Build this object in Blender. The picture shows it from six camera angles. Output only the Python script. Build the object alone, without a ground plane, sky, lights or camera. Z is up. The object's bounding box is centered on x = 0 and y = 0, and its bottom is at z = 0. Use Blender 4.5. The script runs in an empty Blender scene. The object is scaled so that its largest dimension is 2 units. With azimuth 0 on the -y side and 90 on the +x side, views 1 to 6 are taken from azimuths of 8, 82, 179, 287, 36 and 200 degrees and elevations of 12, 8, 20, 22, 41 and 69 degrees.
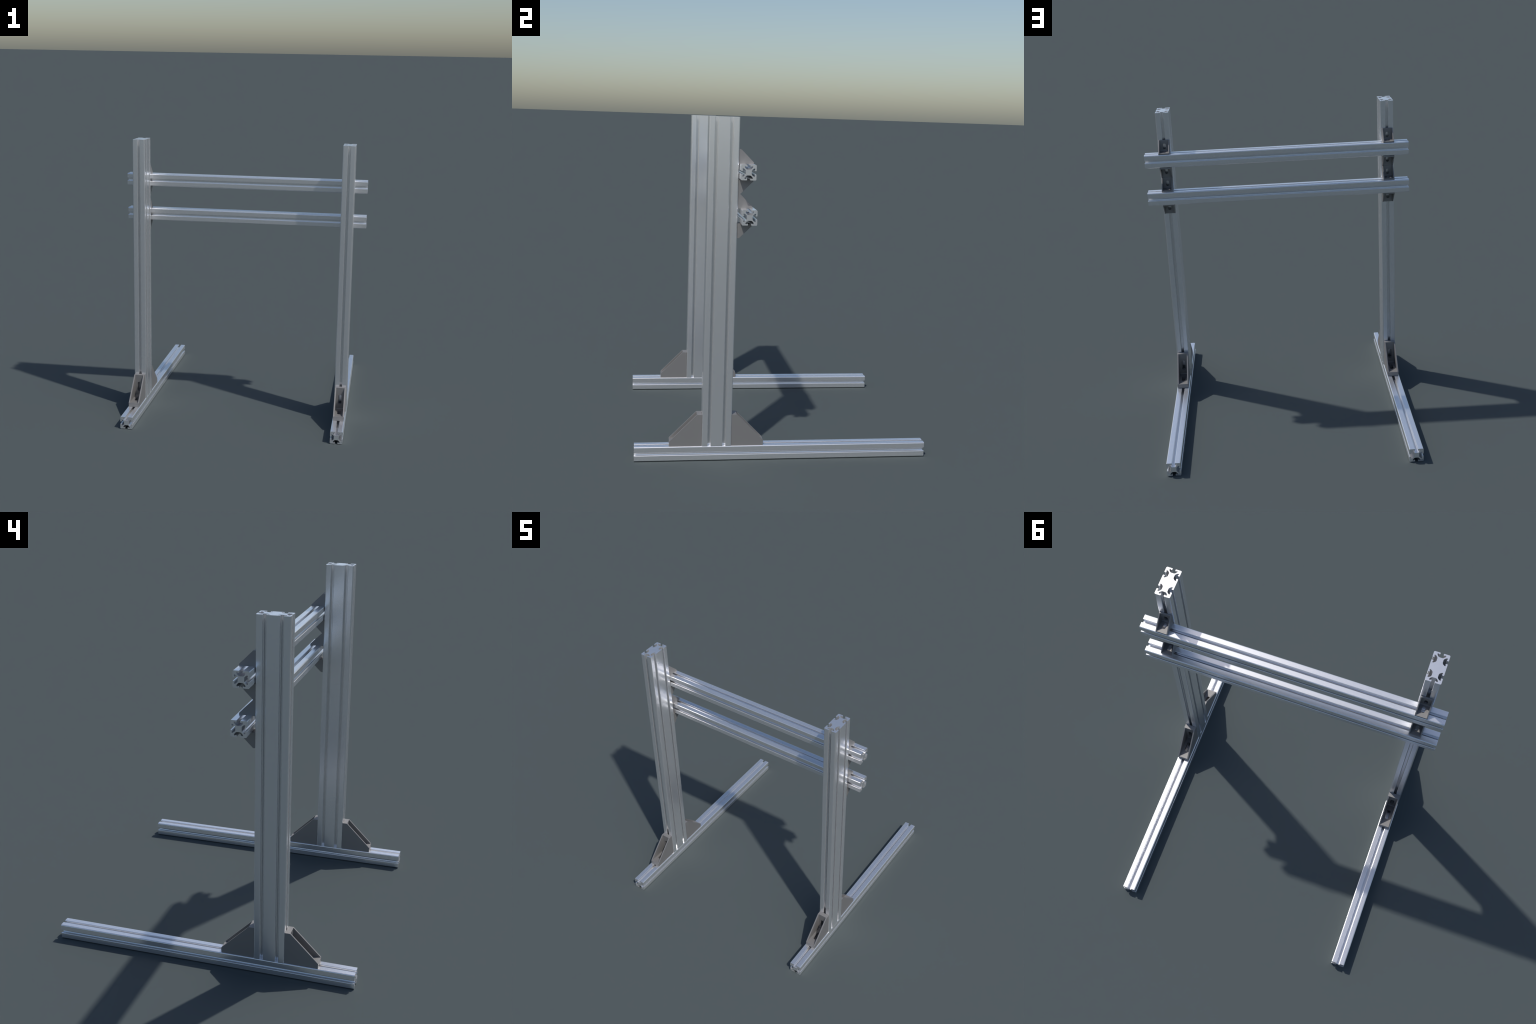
"""Stand bolted together from slotted aluminium profile: two feet, two posts, two
crossbars, four large and eight small cast corner brackets.
All part sizes are in millimetres of the real thing; MM scales them to metres
of the frame (920 mm tall -> 2.00 m)."""
import bpy, bmesh, math
from mathutils import Matrix, Vector

MM = 2.0 / 920.0
GAP = 0.25            # mm, keeps butting faces off a common plane

# ------------------------------------------------------------------ materials
def new_material(name):
    m = bpy.data.materials.new(name)
    m.use_nodes = True
    nt = m.node_tree
    return m, nt, nt.nodes["Principled BSDF"]


def aluminium():
    m, nt, b = new_material("anodised_aluminium")
    b.inputs["Base Color"].default_value = (0.965, 0.965, 0.98, 1)
    b.inputs["Metallic"].default_value = 0.84
    b.inputs["Roughness"].default_value = 0.26
    return m


def cast_metal():
    m, nt, b = new_material("cast_grey_metal")
    b.inputs["Base Color"].default_value = (0.27, 0.264, 0.262, 1)
    b.inputs["Metallic"].default_value = 0.42
    b.inputs["Roughness"].default_value = 0.55
    return m


ALU = aluminium()
CAST = cast_metal()

# ------------------------------------------------------------ profile outline
LIP_R = 1.5


def slot_half():
    """One half of the T-slot, from the outer face to the slot's middle:
    (distance from slot axis, depth below the face), mm."""
    pts = []
    # rounded lip nose
    for k in range(0, 7):
        a = math.pi / 2 * k / 6
        pts.append((4.0 + LIP_R - LIP_R * math.sin(a), LIP_R - LIP_R * math.cos(a)))
    for k in range(1, 7):
        a = math.pi / 2 * k / 6
        pts.append((4.0 + 1.9 - 1.9 * math.cos(a), 3.1 + 1.9 * math.sin(a)))
    # hook behind the lip, then its pocket
    pts += [(6.7, 4.85), (7.2, 4.3), (7.9, 3.8), (8.8, 3.6), (9.7, 3.8),
            (10.4, 4.4), (10.7, 5.2), (10.5, 6.1)]
    # flank of the diagonal web, running into the slot floor
    pts += [(10.0, 7.2), (9.2, 8.45), (7.9, 10.0), (6.6, 11.2), (5.5, 11.9),
            (4.3, 12.35), (3.0, 12.5)]
    return pts


def slot_line(origin, along, inward):
    """Slot contour walked in direction `along` on a face whose inward normal
    is `inward`; `origin` is the slot axis on the face."""
    o, t, n = Vector(origin), Vector(along), Vector(inward)
    half = slot_half()
    left = [o - t * u + n * d for u, d in half]
    right = [o + t * u + n * d for u, d in reversed(half)]
    return left + right


def profile_outline(width, depth, radius=3.0):
    """Counter-clockwise outline of a slotted profile whose sides are multiples
    of 40 mm, one slot per 40 mm."""
    hw, hd = width / 2, depth / 2
    sides = [((-hw, -hd), (1, 0), (0, 1), width), ((hw, -hd), (0, 1), (-1, 0), depth),
             ((hw, hd), (-1, 0), (0, -1), width), ((-hw, hd), (0, -1), (1, 0), depth)]
    out = []
    for corner, along, inward, length in sides:
        c, t, n = Vector(corner), Vector(along), Vector(inward)
        centre = c + t * radius + n * radius
        for k in range(0, 7):                       # corner arc
            a = math.pi / 2 * k / 6
            out.append(centre - t * radius * math.cos(a) - n * radius * math.sin(a))
        for i in range(int(round(length / 40))):
            out += slot_line(c + t * (20 + 40 * i), along, inward)
    return out


def finish_normals(me, angle=28):
    """Sharp edges by angle, area-weighted normals on the rest."""
    for p in me.polygons:
        p.use_smooth = True
    me.set_sharp_from_angle(angle=math.radians(angle))
    ob = bpy.data.objects.new("tmp", me)
    bpy.context.scene.collection.objects.link(ob)
    mod = ob.modifiers.new("wn", "WEIGHTED_NORMAL")
    mod.keep_sharp = True
    mod.weight = 100
    dg = bpy.context.evaluated_depsgraph_get()
    res = bpy.data.meshes.new_from_object(ob.evaluated_get(dg))
    bpy.data.objects.remove(ob)
    return res


def profile_mesh(name, width, depth, length):
    """Profile standing on its end: outline in xy, extruded up z from 0."""
    bm = bmesh.new()
    outline = profile_outline(width, depth)
    low = [bm.verts.new((p.x * MM, p.y * MM, 0)) for p in outline]
    high = [bm.verts.new((p.x * MM, p.y * MM, length * MM)) for p in outline]
    n = len(outline)
    for i in range(n):
        j = (i + 1) % n
        bm.faces.new((low[i], low[j], high[j], high[i]))
    bm.faces.new(list(reversed(low)))
    bm.faces.new(high)
    bm.normal_update()
    bmesh.ops.triangulate(bm, faces=[f for f in bm.faces if len(f.verts) > 4],
                          ngon_method="EAR_CLIP")
    me = bpy.data.meshes.new(name)
    bm.to_mesh(me)
    bm.free()
    me.materials.append(ALU)
    res = finish_normals(me)
    res.name = name
    return res


# ------------------------------------------------------------------- brackets
def prism(outline, x0, x1):
    """Solid with the yz outline, from x0 to x1 (mm)."""
    bm = bmesh.new()
    a = [bm.verts.new((x0 * MM, y * MM, z * MM)) for y, z in outline]
    b = [bm.verts.new((x1 * MM, y * MM, z * MM)) for y, z in outline]
    n = len(outline)
    for i in range(n):
        j = (i + 1) % n
        bm.faces.new((a[i], a[j], b[j], b[i]))
    bm.faces.new(list(reversed(a)))
    bm.faces.new(b)
    bmesh.ops.recalc_face_normals(bm, faces=bm.faces)
    me = bpy.data.meshes.new("prism")
    bm.to_mesh(me)
    bm.free()
    return me


def stadium(centre, length, width, steps=10):
    r = width / 2
    h = length / 2 - r
    pts = []
    for k in range(steps + 1):
        a = math.pi * k / steps
        pts.append((r * math.cos(a), centre + h + r * math.sin(a)))
    for k in range(steps + 1):
        a = math.pi + math.pi * k / steps
        pts.append((r * math.cos(a), centre - h + r * math.sin(a)))
    return pts


def bracket_mesh(name, run, rise, toe, cap, plate, width, wall, slot_centre, slot_length, slot_width, fillet):
    """Right-angle bracket in its corner: one leg flat on z = 0 running to +y,
    the other flat on y = 0 running up; hollow between two side cheeks."""
    hw = width / 2
    body = prism([(0, 0), (run, 0), (run, toe), (cap, rise), (0, rise)], -hw, hw)
    inner = [(run + 5, plate), (run + 5, rise + 5), (plate, rise + 5)]
    c = plate + fillet
    for k in range(0, 9):
        a = math.pi / 2 * k / 8
        inner.append((c - fillet * math.cos(a), c - fillet * math.sin(a)))
    cavity = prism(inner, -hw + wall, hw - wall)
    slots = []
    for axis in ("floor", "wall"):
        bm = bmesh.new()
        ring = stadium(slot_centre, slot_length, slot_width)
        lo, hi = -3.0, plate + 0.6 * fillet + 2
        def place(x, run, d):
            return (x * MM, run * MM, d * MM) if axis == "floor" else (x * MM, d * MM, run * MM)
        a = [bm.verts.new(place(x, r, lo)) for x, r in ring]
        b = [bm.verts.new(place(x, r, hi)) for x, r in ring]
        n = len(ring)
        for i in range(n):
            j = (i + 1) % n
            bm.faces.new((a[i], a[j], b[j], b[i]))
        bm.faces.new(a)
        bm.faces.new(b)
        bmesh.ops.remove_doubles(bm, verts=bm.verts, dist=1e-6)
        bmesh.ops.recalc_face_normals(bm, faces=bm.faces)
        me = bpy.data.meshes.new("slot")
        bm.to_mesh(me)
        bm.free()
        slots.append(me)
    coll = bpy.context.scene.collection
    ob = bpy.data.objects.new("tmp_body", body)
    coll.objects.link(ob)
    helpers = []
    for me in [cavity] + slots:
        h = bpy.data.objects.new("tmp_cut", me)
        coll.objects.link(h)
        helpers.append(h)
        mod = ob.modifiers.new("cut", "BOOLEAN")
        mod.operation = "DIFFERENCE"
        mod.solver = "EXACT"
        mod.object = h
    bev = ob.modifiers.new("edge", "BEVEL")
    bev.width = 0.35 * MM
    bev.segments = 2
    bev.limit_method = "ANGLE"
    bev.angle_limit = math.radians(40)
    dg = bpy.context.evaluated_depsgraph_get()
    res = bpy.data.meshes.new_from_object(ob.evaluated_get(dg))
    for o in [ob] + helpers:
        bpy.data.objects.remove(o)
    res.materials.clear()
    res.materials.append(CAST)
    res = finish_normals(res, 35)
    res.name = name
    return res


# ----------------------------------------------------------------- assembling
frame = bpy.data.objects.new("aluminium_profile_stand", None)
frame.empty_display_size = 0.2
bpy.context.scene.collection.objects.link(frame)
frame["label"] = "bare stand of slotted silver aluminium profiles with corner brackets"
frame["category"] = "metal stand"


def part(name, mesh, location_mm, rotation=None):
    ob = bpy.data.objects.new(name, mesh)
    bpy.context.scene.collection.objects.link(ob)
    rot = (rotation or Matrix.Identity(3)).to_4x4()
    ob.matrix_world = Matrix.Translation(Vector(location_mm) * MM) @ rot
    ob.parent = frame
    return ob


def axes(x, y, z):
    """Rotation whose columns are the images of the local axes."""
    return Matrix((x, y, z)).transposed()


SPAN = 340.0                                # posts and feet at x = +-SPAN
POST_FRONT, POST_BACK = -220.0, -140.0      # post faces in y

foot_mesh = profile_mesh("foot_profile", 40, 40, 800)
post_mesh = profile_mesh("post_profile", 40, 80, 880 - GAP)
bar_mesh = foot_mesh                        # crossbars are cut to the same length

TO_Y = axes((1, 0, 0), (0, 0, -1), (0, 1, 0))   # profile axis along +y
TO_X = axes((0, 1, 0), (0, 0, 1), (1, 0, 0))    # profile axis along +x

for sx in (-1, 1):
    part("foot", foot_mesh, (sx * SPAN, -400, 20), TO_Y)
    part("post", post_mesh, (sx * SPAN, (POST_FRONT + POST_BACK) / 2, 40 + GAP))

BARS = [(780.0, -139.0), (663.8, -133.2)]    # axis height, front face
for z, front in BARS:
    part("crossbar", bar_mesh, (-400, front + 20, z), TO_X)

big = bracket_mesh("large_bracket_body", 86.5, 86.5, 13.6, 13.6, 13.6, 35.0, 4.0, 45.5, 33.5, 11.6, 3.0)
small = bracket_mesh("small_bracket_body", 39.2, 38.0, 4.4, 5.6, 4.4, 33.0, 3.0, 18.6, 17.6, 9.4, 3.0)

SETTLE = 0.7          # the small brackets sit this much low of the bars (mm)
BACKWARD = axes((1, 0, 0), (0, 1, 0), (0, 0, 1))
FORWARD = axes((-1, 0, 0), (0, -1, 0), (0, 0, 1))
BENEATH = axes((-1, 0, 0), (0, 1, 0), (0, 0, -1))
for sx in (-1, 1):
    part("foot_bracket", big, (sx * SPAN, POST_BACK + GAP, 40 + GAP), BACKWARD)
    part("foot_bracket", big, (sx * SPAN, POST_FRONT - GAP, 40 + GAP), FORWARD)
    for z, front in BARS:
        part("crossbar_bracket", small, (sx * SPAN, POST_BACK + GAP, z + 20 - SETTLE), BACKWARD)
        part("crossbar_bracket", small, (sx * SPAN, POST_BACK + GAP, z - 20 - SETTLE), BENEATH)
